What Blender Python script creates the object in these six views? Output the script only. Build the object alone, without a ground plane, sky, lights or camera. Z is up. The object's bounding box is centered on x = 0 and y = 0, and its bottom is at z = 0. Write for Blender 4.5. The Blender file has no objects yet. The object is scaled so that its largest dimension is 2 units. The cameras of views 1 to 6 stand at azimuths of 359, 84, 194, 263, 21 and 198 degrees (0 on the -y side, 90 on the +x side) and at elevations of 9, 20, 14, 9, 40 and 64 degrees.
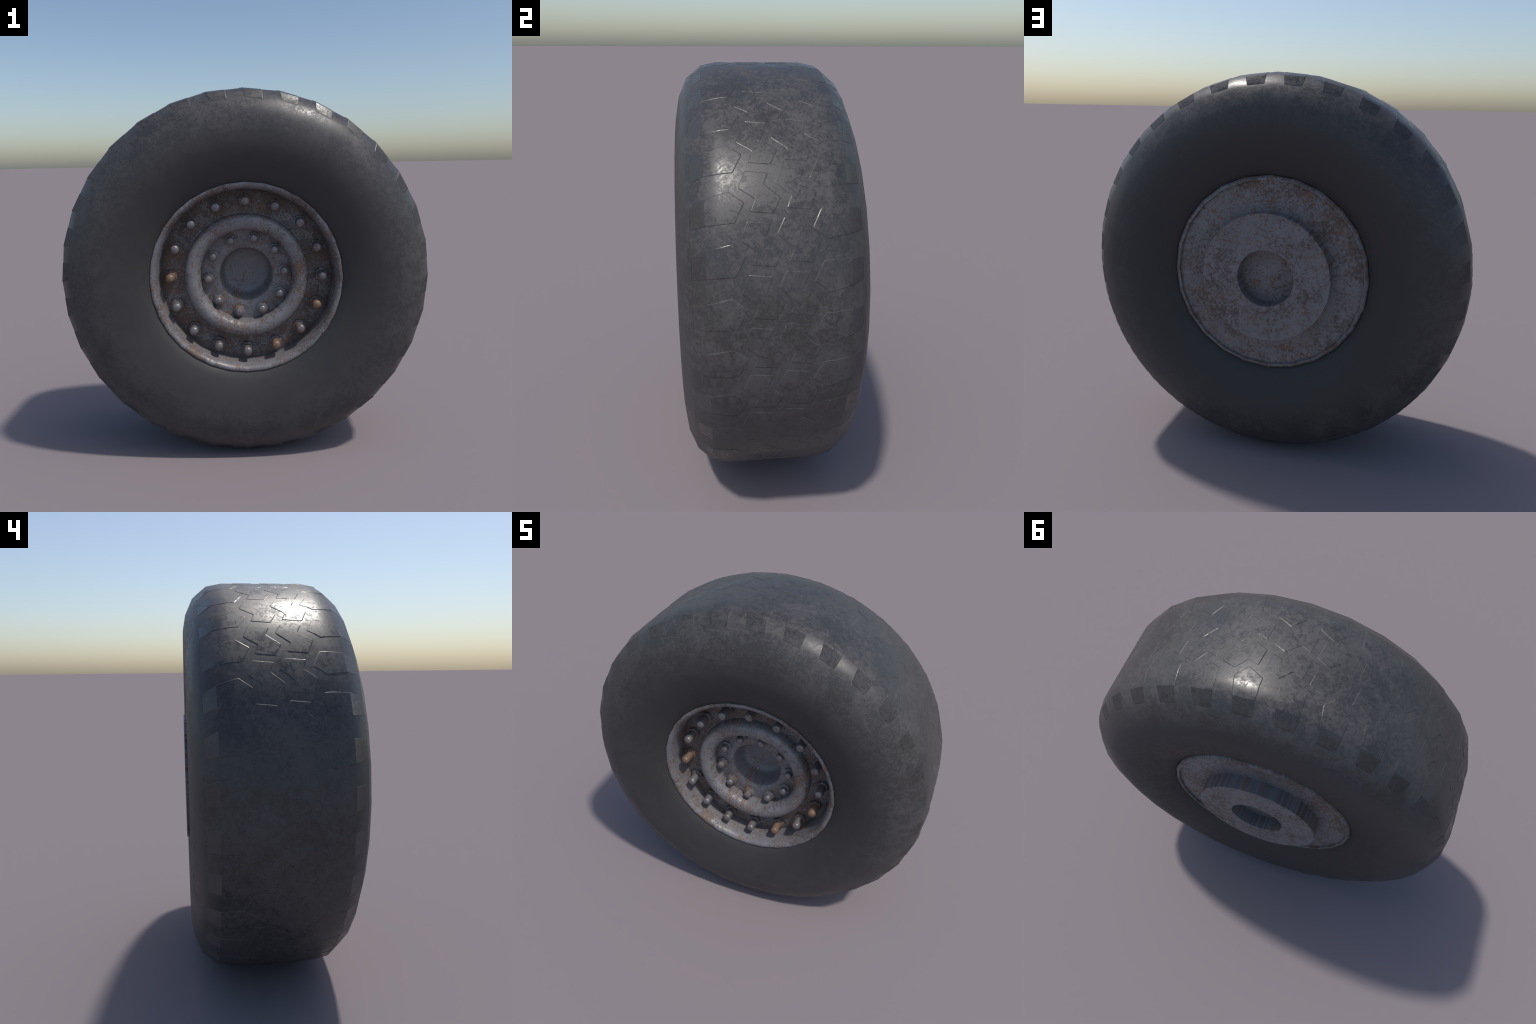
"""Old military-truck wheel: tyre with shallow block tread, rusty bolted rim, back plate with hub."""
import bpy, bmesh, math, random
from mathutils import Vector, Matrix

random.seed(7)
AXIS_Z = 1.0            # wheel centre height; the axle runs along y
TYRE_Y = -0.0045        # tyre mid-plane
SEG = 32                # tread pitches = facets round the tyre
PITCH = 2 * math.pi / SEG
PITCH_M = PITCH * 1.0   # pitch length on the tread, metres
GROOVE = 0.0018         # tread depth


# ------------------------------------------------------------------ helpers
def new_object(name, mesh, parent, material=None):
    ob = bpy.data.objects.new(name, mesh)
    bpy.context.scene.collection.objects.link(ob)
    ob.parent = parent
    if material:
        mesh.materials.append(material)
    return ob


def polar(angle, radius, y):
    """Point on a circle round the axle, relative to the wheel centre; angle 0 is up."""
    return Vector((radius * math.sin(angle), y, radius * math.cos(angle)))


def lathe(name, profile, segments, smooth_angle=40.0, cap=True):
    """Closed lathe round the axle from (radius, y) profile points. radius 0 closes on the axis."""
    bm = bmesh.new()
    rings = []
    for r, y in profile:
        if r < 1e-6:
            rings.append([bm.verts.new((0, y, 0))])
        else:
            rings.append([bm.verts.new(polar(2 * math.pi * k / segments, r, y)) for k in range(segments)])
    pairs = list(zip(rings[:-1], rings[1:]))
    if cap == "loop":
        pairs.append((rings[-1], rings[0]))
    for a, b in pairs:
        for k in range(segments):
            n = (k + 1) % segments
            if len(a) == 1 and len(b) == 1:
                continue
            if len(a) == 1:
                bm.faces.new((a[0], b[n], b[k]))
            elif len(b) == 1:
                bm.faces.new((a[k], a[n], b[0]))
            else:
                bm.faces.new((a[k], a[n], b[n], b[k]))
    bmesh.ops.recalc_face_normals(bm, faces=bm.faces)
    me = bpy.data.meshes.new(name)
    bm.to_mesh(me)
    bm.free()
    me.polygons.foreach_set("use_smooth", [True] * len(me.polygons))
    me.set_sharp_from_angle(angle=math.radians(smooth_angle))
    return me


# ------------------------------------------------------------------ node helpers
class Nodes:
    def __init__(self, name):
        self.mat = bpy.data.materials.new(name)
        self.mat.use_nodes = True
        self.t = self.mat.node_tree
        self.bsdf = self.t.nodes["Principled BSDF"]

    def link(self, a, b):
        self.t.links.new(a, b)

    def put(self, sock, v):
        if isinstance(v, bpy.types.NodeSocket):
            self.link(v, sock)
        else:
            sock.default_value = v

    def coords(self, ob=None, scale=(1, 1, 1)):
        c = self.t.nodes.new("ShaderNodeTexCoord")
        c.object = ob
        m = self.t.nodes.new("ShaderNodeMapping")
        m.inputs["Scale"].default_value = scale
        self.link(c.outputs["Object"], m.inputs["Vector"])
        return m.outputs["Vector"]

    def noise(self, vec, scale, detail=6, rough=0.55, distort=0.0):
        n = self.t.nodes.new("ShaderNodeTexNoise")
        self.link(vec, n.inputs["Vector"])
        n.inputs["Scale"].default_value = scale
        n.inputs["Detail"].default_value = detail
        n.inputs["Roughness"].default_value = rough
        n.inputs["Distortion"].default_value = distort
        return n.outputs["Fac"]

    def voronoi(self, vec, scale, rand=1.0):
        n = self.t.nodes.new("ShaderNodeTexVoronoi")
        self.link(vec, n.inputs["Vector"])
        n.inputs["Scale"].default_value = scale
        n.inputs["Randomness"].default_value = rand
        return n.outputs["Distance"]

    def ramp(self, v, lo, hi, a=0.0, b=1.0):
        n = self.t.nodes.new("ShaderNodeMapRange")
        n.interpolation_type = "SMOOTHSTEP"
        self.put(n.inputs["Value"], v)
        n.inputs["From Min"].default_value = lo
        n.inputs["From Max"].default_value = hi
        n.inputs["To Min"].default_value = a
        n.inputs["To Max"].default_value = b
        return n.outputs["Result"]

    def math(self, op, a, b=0.0):
        n = self.t.nodes.new("ShaderNodeMath")
        n.operation = op
        self.put(n.inputs[0], a)
        self.put(n.inputs[1], b)
        return n.outputs[0]

    def mix(self, f, a, b):
        n = self.t.nodes.new("ShaderNodeMix")
        n.data_type = "RGBA"
        self.put(n.inputs["Factor"], f)
        self.put(n.inputs["A"], a)
        self.put(n.inputs["B"], b)
        return n.outputs["Result"]

    def radius(self, vec):
        """Distance from the axle."""
        s = self.t.nodes.new("ShaderNodeSeparateXYZ")
        self.link(vec, s.inputs[0])
        return self.math("SQRT", self.math("ADD", self.math("POWER", self.math("ABSOLUTE", s.outputs["X"]), 2.0),
                                           self.math("POWER", self.math("ABSOLUTE", s.outputs["Z"]), 2.0)))

    def bump(self, height, strength, distance):
        n = self.t.nodes.new("ShaderNodeBump")
        n.inputs["Strength"].default_value = strength
        n.inputs["Distance"].default_value = distance
        self.link(height, n.inputs["Height"])
        self.link(n.outputs["Normal"], self.bsdf.inputs["Normal"])

    def out(self, colour, rough, metallic=0.0, specular=0.5):
        self.put(self.bsdf.inputs["Base Color"], colour)
        self.put(self.bsdf.inputs["Roughness"], rough)
        self.put(self.bsdf.inputs["Metallic"], metallic)
        self.put(self.bsdf.inputs["Specular IOR Level"], specular)
        return self.mat


def rgb(r, g, b):
    return (r, g, b, 1.0)


def rubber(name, anchor, worn):
    """Dusty black rubber. worn: raised blocks, with a patchier sheen than the groove floor."""
    n = Nodes(name)
    v = n.coords(anchor)
    r = n.radius(v)
    outer = n.ramp(r, 0.62, 0.94)                       # dust gathers towards the tread
    cloud = n.noise(v, 6.0, 6, 0.6, 0.5)
    grain = n.noise(v, 40.0, 8, 0.66, 0.8)
    fine = n.noise(v, 130.0, 5, 0.65)
    level = n.math("ADD", n.math("ADD", n.math("MULTIPLY", cloud, 0.30), n.math("MULTIPLY", grain, 0.42)),
                   n.math("MULTIPLY", fine, 0.28))
    dust = n.ramp(level, 0.43, 0.58)
    dust = n.math("MULTIPLY", dust, n.math("ADD", n.math("MULTIPLY", outer, 0.86), 0.14))
    spots = n.ramp(n.noise(v, 42.0, 4, 0.6), 0.63, 0.69)
    patches = n.ramp(n.noise(v, 3.0, 3, 0.5), 0.42, 0.58)
    spots = n.math("MULTIPLY", n.math("MULTIPLY", spots, patches), outer)
    line = n.noise(v, 15.0, 4, 0.6, 2.5)
    scratches = n.math("MULTIPLY", n.ramp(line, 0.488, 0.505), n.ramp(line, 0.522, 0.505))
    scratches = n.math("MULTIPLY", n.math("MULTIPLY", scratches, n.ramp(cloud, 0.48, 0.6)), outer)
    base = n.mix(outer, rgb(0.0362, 0.0345, 0.0352), rgb(0.0440, 0.0420, 0.0425))
    col = n.mix(dust, base, rgb(0.0740, 0.0704, 0.0706))
    col = n.mix(n.math("MULTIPLY", scratches, 0.30), col, rgb(0.105, 0.104, 0.102))
    col = n.mix(n.math("MULTIPLY", spots, 0.7), col, rgb(0.026, 0.027, 0.028))
    if worn:
        sheen = n.ramp(level, 0.43, 0.57, 0.27, 0.56)
    else:
        sheen = n.math("ADD", n.ramp(level, 0.43, 0.58, 0.33, 0.53), n.ramp(r, 0.93, 0.74, 0.0, 0.17))
    n.bump(level, 0.20, 0.002)
    return n.out(col, sheen, 0.0, 0.45)


def rusty_metal(name, anchor, streak=False, paint=(0.208, 0.205, 0.218), amount=0.0, metallic=0.15, seed=0.0, dirt=None, clean=0.0):
    """Weathered blue-grey steel with fine rust freckles in drifting patches.
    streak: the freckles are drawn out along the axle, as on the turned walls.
    dirt: (inner radius, outer radius, extra) ring where old brown rust is heavier."""
    n = Nodes(name)
    v = n.coords(anchor, (1, 0 if streak else 1, 1))
    r = n.radius(v)
    m = n.t.nodes.new("ShaderNodeVectorMath")
    m.operation = "ADD"
    m.inputs[1].default_value = (seed, seed * 0.7, -seed)
    n.link(v, m.inputs[0])
    v = m.outputs[0]
    patch = n.noise(v, 5.5, 5, 0.6)
    fine = n.noise(v, 95.0, 5, 0.62)
    mid = n.noise(v, 30.0, 5, 0.62)
    level = n.math("ADD", n.math("ADD", n.math("MULTIPLY", fine, 0.40), n.math("MULTIPLY", patch, 0.32)),
                   n.math("MULTIPLY", mid, 0.28))
    if dirt:
        level = n.math("ADD", level, n.math("MULTIPLY", n.math("MULTIPLY", n.ramp(r, dirt[0], dirt[0] + 0.01),
                                                               n.ramp(r, dirt[1], dirt[1] - 0.01)), dirt[2]))
    level = n.math("SUBTRACT", level, n.ramp(r, 0.152, 0.140, 0.0, clean))
    rust = n.ramp(level, 0.475 - amount, 0.605 - amount)
    tone = n.noise(v, 30.0, 6, 0.65)
    orange = n.math("MULTIPLY", n.ramp(tone, 0.46, 0.62), n.ramp(n.noise(v, 6.5, 3, 0.5), 0.42, 0.6))
    rust_col = n.mix(orange, rgb(0.082, 0.052, 0.036), rgb(0.190, 0.092, 0.045))
    shade = n.ramp(n.noise(v, 9.0, 6, 0.65), 0.35, 0.65)
    base = n.mix(shade, rgb(*[c * 0.84 for c in paint]), rgb(*paint))
    col = n.mix(n.math("MULTIPLY", rust, 0.85), base, rust_col)
    rough = n.ramp(rust, 0.0, 1.0, 0.44, 0.70)
    metal = n.ramp(rust, 0.0, 1.0, metallic, 0.05)
    n.bump(level, 0.20, 0.002)
    return n.out(col, rough, metal, 0.5)


# ------------------------------------------------------------------ the wheel
wheel = bpy.data.objects.new("truck_wheel", None)
bpy.context.scene.collection.objects.link(wheel)
wheel["label"] = "old black truck wheel with rusty bolted grey rim"
wheel["category"] = "wheel"
CENTRE = Matrix.Translation((0, 0, AXIS_Z))

# Half section of the tyre: (distance from mid-plane, radius), tread to bead.
HALF = [(0.195, 1.000), (0.268, 0.985), (0.335, 0.930), (0.372, 0.846), (0.3860, 0.765),
        (0.379, 0.690), (0.3625, 0.620), (0.342, 0.560), (0.3205, 0.516), (0.300, 0.500)]


def half_normals():
    """Tilt of the smooth normal from radial (0) towards the side (90 degrees) on each ring."""
    seg = [0.0]
    for (y0, r0), (y1, r1) in zip(HALF[:-1], HALF[1:]):
        seg.append(math.atan2(r0 - r1, y1 - y0))
    out = [(a + b) / 2 for a, b in zip(seg[:-1], seg[1:])]
    return out + [seg[-1]]


TILT = half_normals()


def build_tyre():
    """Closed lathe with 32 facets and analytic smooth normals; tread rings sit at groove depth."""
    sink = {0: GROOVE, 1: GROOVE, 2: 0.0010}
    prof = []
    for side in (-1, 1):
        pts = [(side * (y - sink.get(i, 0) * math.sin(TILT[i])), r - sink.get(i, 0) * math.cos(TILT[i]), side * TILT[i])
               for i, (y, r) in enumerate(HALF)]
        prof += pts[::-1] if side < 0 else pts
    n = len(prof)
    verts, normals = [], []
    for y, r, t in prof:
        for k in range(SEG):
            a = k * PITCH
            verts.append(polar(a, r, y + TYRE_Y))
            normals.append(Vector((math.sin(a) * math.cos(t), math.sin(t), math.cos(a) * math.cos(t))))
    faces = []
    for i in range(n):
        j = (i + 1) % n
        for k in range(SEG):
            m = (k + 1) % SEG
            faces.append((i * SEG + k, j * SEG + k, j * SEG + m, i * SEG + m))
    me = bpy.data.meshes.new("tyre")
    me.from_pydata([tuple(v) for v in verts], [], faces)
    me.update()
    bm = bmesh.new()
    bm.from_mesh(me)
    bmesh.ops.recalc_face_normals(bm, faces=bm.faces)
    bm.to_mesh(me)
    bm.free()
    me.polygons.foreach_set("use_smooth", [True] * len(me.polygons))
    me.normals_split_custom_set_from_vertices([tuple(v) for v in normals])
    return me


def surface(f, y):
    """Point, smooth frame (round, across, out) on the faceted tyre at pitch f and offset y."""
    side = 1 if y >= 0 else -1
    d = abs(y)
    pts = [(0.0, 1.0)] + HALF
    tl = [0.0] + TILT
    tl[0] = 0.0
    i = 0
    while i < len(pts) - 2 and d > pts[i + 1][0] + 1e-7:
        i += 1
    t = (d - pts[i][0]) / (pts[i + 1][0] - pts[i][0])
    r = pts[i][1] + t * (pts[i + 1][1] - pts[i][1])
    if i == 0:
        tilt = (y / 0.195) * TILT[0]
    else:
        tilt = side * (tl[i] + t * (tl[i + 1] - tl[i]))
    k = math.floor(f + 1e-9)
    w = f - k
    p = polar(k * PITCH, r, y).lerp(polar((k + 1) * PITCH, r, y), w)
    a = f * PITCH
    out = Vector((math.sin(a) * math.cos(tilt), math.sin(tilt), math.cos(a) * math.cos(tilt)))
    rnd = Vector((math.cos(a), 0, -math.sin(a)))
    across = out.cross(rnd)
    if across.y < 0:
        across = -across
    return p, rnd, across, out, tilt


def rounded(poly, radius):
    """Soften the corners of a flat outline."""
    res = []
    n = len(poly)
    for i in range(n):
        p, a, b = Vector(poly[i]), Vector(poly[i - 1]), Vector(poly[(i + 1) % n])
        da, db = (a - p), (b - p)
        ra, rb = min(radius, da.length * 0.3), min(radius, db.length * 0.3)
        s, e = p + da.normalized() * ra, p + db.normalized() * rb
        for t in (0.0, 0.5, 1.0):
            q = s.lerp(p, t).lerp(p.lerp(e, t), t)
            res.append(q)
    return res


def build_block(name, outline):
    """Raised tread block from an outline in (pitch, offset): bevelled in the flat, cut at the
    tyre's facet lines, then wrapped onto the tyre."""
    flat = rounded([(f * PITCH_M, y) for f, y in outline], 0.007)
    bm = bmesh.new()
    face = bm.faces.new([bm.verts.new((p.x, p.y, 0.0)) for p in flat])
    bm.normal_update()
    if face.normal.z < 0:
        face.normal_flip()
    bmesh.ops.inset_region(bm, faces=[face], thickness=0.0050, use_boundary=True, use_even_offset=True)
    for v in bm.verts:
        if v.is_boundary:
            v.co.z = -GROOVE - 0.0006
    cuts = [((f * PITCH_M, 0, 0), (1, 0, 0)) for f in (-1, 0, 1, 2)]
    cuts += [((0, s * y, 0), (0, 1, 0)) for s in (-1, 1) for y in (0.195, 0.268)]
    for co, no in cuts:
        bmesh.ops.bisect_plane(bm, geom=bm.verts[:] + bm.edges[:] + bm.faces[:], plane_co=co, plane_no=no)
    bmesh.ops.triangulate(bm, faces=bm.faces)
    bm.normal_update()
    for fc in bm.faces:
        if fc.normal.z < 0:
            fc.normal_flip()
    bm.normal_update()
    bm.verts.index_update()
    me = bpy.data.meshes.new(name)
    bm.to_mesh(me)
    bm.free()
    flat_co = [v.co.copy() for v in me.vertices]
    loop_normals = [None] * len(me.loops)
    for poly in me.polygons:
        fn = poly.normal.copy()
        cy = sum(flat_co[v].y for v in poly.vertices) / len(poly.vertices)
        for li in poly.loop_indices:
            c = flat_co[me.loops[li].vertex_index]
            p, rnd, across, out, tilt = surface(c.x / PITCH_M, c.y)
            if abs(cy) > 0.268:                     # shoulder facet leans further to the side
                s = 1 if cy > 0 else -1
                w = (abs(c.y) - 0.268) / 0.067
                t = s * math.radians(53 + 8 * w)
                a = c.x / PITCH_M * PITCH
                out = Vector((math.sin(a) * math.cos(t), math.sin(t), math.cos(a) * math.cos(t)))
                across = out.cross(rnd)
                if across.y < 0:
                    across = -across
            k = 1.0 if fn.z > 0.999 else (0.45 if c.z > -0.0002 else 1.3)     # edges are rolled, not cut
            loop_normals[li] = (rnd * fn.x * k + across * fn.y * k * 0.8 + out * fn.z).normalized()
    for v in me.vertices:
        c = flat_co[v.index]
        p, rnd, across, out, tilt = surface(c.x / PITCH_M, c.y)
        p.y += TYRE_Y
        v.co = p + out * c.z
    me.update()
    me.polygons.foreach_set("use_smooth", [True] * len(me.polygons))
    me.normals_split_custom_set([tuple(n) for n in loop_normals])
    return me


tyre_mesh = build_tyre()
tyre = new_object("tyre", tyre_mesh, wheel)
tyre.matrix_local = CENTRE
RUBBER = rubber("tyre_rubber", tyre, False)
TREAD = rubber("worn_tread_rubber", tyre, True)
tyre_mesh.materials.append(RUBBER)

SHOULDER = [(-0.12, -0.180), (0.11, -0.121), (0.51, -0.160), (0.54, -0.266), (0.57, -0.327), (0.075, -0.327), (-0.02, -0.266)]
ZIGZAG = [(0.45, -0.118), (0.50, -0.027), (0.745, -0.046), (1.02, 0.014), (1.345, -0.017), (1.295, -0.106), (1.05, -0.087), (0.82, -0.147)]
BLOCKS = [SHOULDER, [(0.735 - f, -y) for f, y in SHOULDER], ZIGZAG, [(1.735 - f, 0.003 - y) for f, y in ZIGZAG]]
for outline in BLOCKS:
    me = build_block("tread_block", outline)
    me.materials.append(TREAD)
    for k in range(SEG):
        b = bpy.data.objects.new("tread_block", me)
        bpy.context.scene.collection.objects.link(b)
        b.parent = tyre
        b.matrix_local = Matrix.Rotation(k * PITCH, 4, "Y")

# ------------------------------------------------------------------ rim, disc, back plate
rim_profile = [(0.509, -0.300), (0.5135, -0.318), (0.5115, -0.3265), (0.504, -0.330), (0.494, -0.3265), (0.4855, -0.316),
               (0.4795, -0.300), (0.4755, -0.278), (0.473, -0.180), (0.4985, -0.180)]
rim = new_object("rim", lathe("rim", rim_profile, SEG, 45, "loop"), wheel)
rim.matrix_local = CENTRE

PLATE_Y = -0.1965
DISC_Y = -0.1785
disc_profile = [(0.0, -0.040), (0.090, -0.041), (0.120, -0.046), (0.134, -0.060), (0.1400, -0.085), (0.1440, -0.150), (0.1465, -0.170), (0.154, -0.1780),
                (0.200, DISC_Y), (0.249, DISC_Y), (0.2505, -0.215), (0.254, -0.235), (0.262, -0.252), (0.278, -0.263),
                (0.298, -0.267), (0.316, -0.264), (0.330, -0.254), (0.338, -0.238), (0.3415, -0.212), (0.3435, PLATE_Y),
                (0.410, PLATE_Y), (0.448, PLATE_Y + 0.002), (0.4755, PLATE_Y + 0.010), (0.4755, -0.170), (0.3, 0.010), (0.0, 0.010)]
disc = new_object("wheel_disc", lathe("wheel_disc", disc_profile, SEG, 50), wheel)
disc.matrix_local = CENTRE

plate_profile = [(0.0, 0.200), (0.5, 0.230), (0.5085, 0.300), (0.5095, 0.311), (0.5035, 0.3200), (0.4925, 0.3265), (0.4870, 0.3265),
                 (0.4850, 0.3240), (0.4840, 0.3125), (0.0, 0.3125)]
back_plate = new_object("back_plate", lathe("back_plate", plate_profile, 24, 40), wheel)
back_plate.matrix_local = CENTRE

hub_profile = [(0.0, 0.3145), (0.1455, 0.3145), (0.1460, 0.3890), (0.1475, 0.3905), (0.329, 0.3905), (0.3308, 0.3888),
               (0.3308, 0.2960), (0.0, 0.2600)]
hub = new_object("hub", lathe("hub", hub_profile, 24, 40), back_plate)

METAL = rusty_metal("rusty_rim_steel", disc, False, amount=0.018)
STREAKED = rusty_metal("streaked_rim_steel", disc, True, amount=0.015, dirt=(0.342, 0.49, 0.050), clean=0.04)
PLATE = rusty_metal("rusty_plate_steel", disc, True, paint=(0.200, 0.197, 0.210), amount=0.020, seed=3.0)
rim.data.materials.append(METAL)
disc.data.materials.append(STREAKED)
back_plate.data.materials.append(PLATE)
hub.data.materials.append(PLATE)


# ------------------------------------------------------------------ bolts
def build_bolt(name, hex_r, hex_h, stud_r, length):
    """Hexagonal nut with a domed stud through it, pointing out along -y."""
    bm = bmesh.new()

    def ring(radius, y, n, turn=0.0):
        return [bm.verts.new((radius * math.sin(turn + 2 * math.pi * i / n), y, radius * math.cos(turn + 2 * math.pi * i / n)))
                for i in range(n)]

    def skin(a, b):
        n = len(a)
        for i in range(n):
            bm.faces.new((a[i], a[(i + 1) % n], b[(i + 1) % n], b[i]))

    h = [ring(hex_r, 0.004, 6), ring(hex_r, -hex_h + 0.002, 6), ring(hex_r - 0.003, -hex_h, 6)]
    for a, b in zip(h[:-1], h[1:]):
        skin(a, b)
    bm.faces.new(h[-1])
    bm.faces.new(h[0])
    nut_faces = len(bm.faces)
    n = 14
    dome = stud_r * 0.55
    rings = [ring(stud_r, -hex_h + 0.004, n), ring(stud_r, -length + dome, n)]
    for i in range(1, 4):
        t = i / 4 * math.pi / 2
        rings.append(ring(stud_r * math.cos(t), -length + dome - dome * math.sin(t), n))
    for a, b in zip(rings[:-1], rings[1:]):
        skin(a, b)
    tip = bm.verts.new((0, -length, 0))
    last = rings[-1]
    for i in range(n):
        bm.faces.new((last[i], last[(i + 1) % n], tip))
    bm.faces.new(rings[0])
    bm.faces.ensure_lookup_table()
    for f in bm.faces[:nut_faces]:
        f.material_index = 1
    bmesh.ops.recalc_face_normals(bm, faces=bm.faces)
    me = bpy.data.meshes.new(name)
    bm.to_mesh(me)
    bm.free()
    me.polygons.foreach_set("use_smooth", [True] * len(me.polygons))
    me.set_sharp_from_angle(angle=math.radians(42))
    return me


BOLT = rusty_metal("bolt_steel", disc, True, paint=(0.225, 0.22, 0.23), amount=0.0, metallic=0.6, seed=1.5)
RUST_BOLT = rusty_metal("rusted_bolt_steel", disc, True, paint=(0.27, 0.175, 0.12), amount=0.05, metallic=0.35, seed=2.2)
outer_bolt = build_bolt("bolt", 0.0365, 0.022, 0.0240, 0.099)
inner_bolt = build_bolt("bolt", 0.0335, 0.019, 0.0220, 0.056)
for me in (outer_bolt, inner_bolt):
    me.materials.append(BOLT)
    me.materials.append(STREAKED)
RUSTED = {5, 7, 12}
for count, radius, y, phase, me in ((16, 0.411, PLATE_Y, 0.2, outer_bolt), (10, 0.2095, DISC_Y, 12.2, inner_bolt)):
    for k in range(count):
        a = math.radians(phase) + 2 * math.pi * k / count
        b = bpy.data.objects.new("bolt", me)
        bpy.context.scene.collection.objects.link(b)
        b.parent = disc
        b.matrix_local = Matrix.Translation(polar(a, radius, y)) @ Matrix.Rotation(math.radians(random.uniform(-30, 30)), 4, "Y")
        b.material_slots[0].link = "OBJECT"
        b.material_slots[0].material = RUST_BOLT if (count == 16 and k in RUSTED) else BOLT
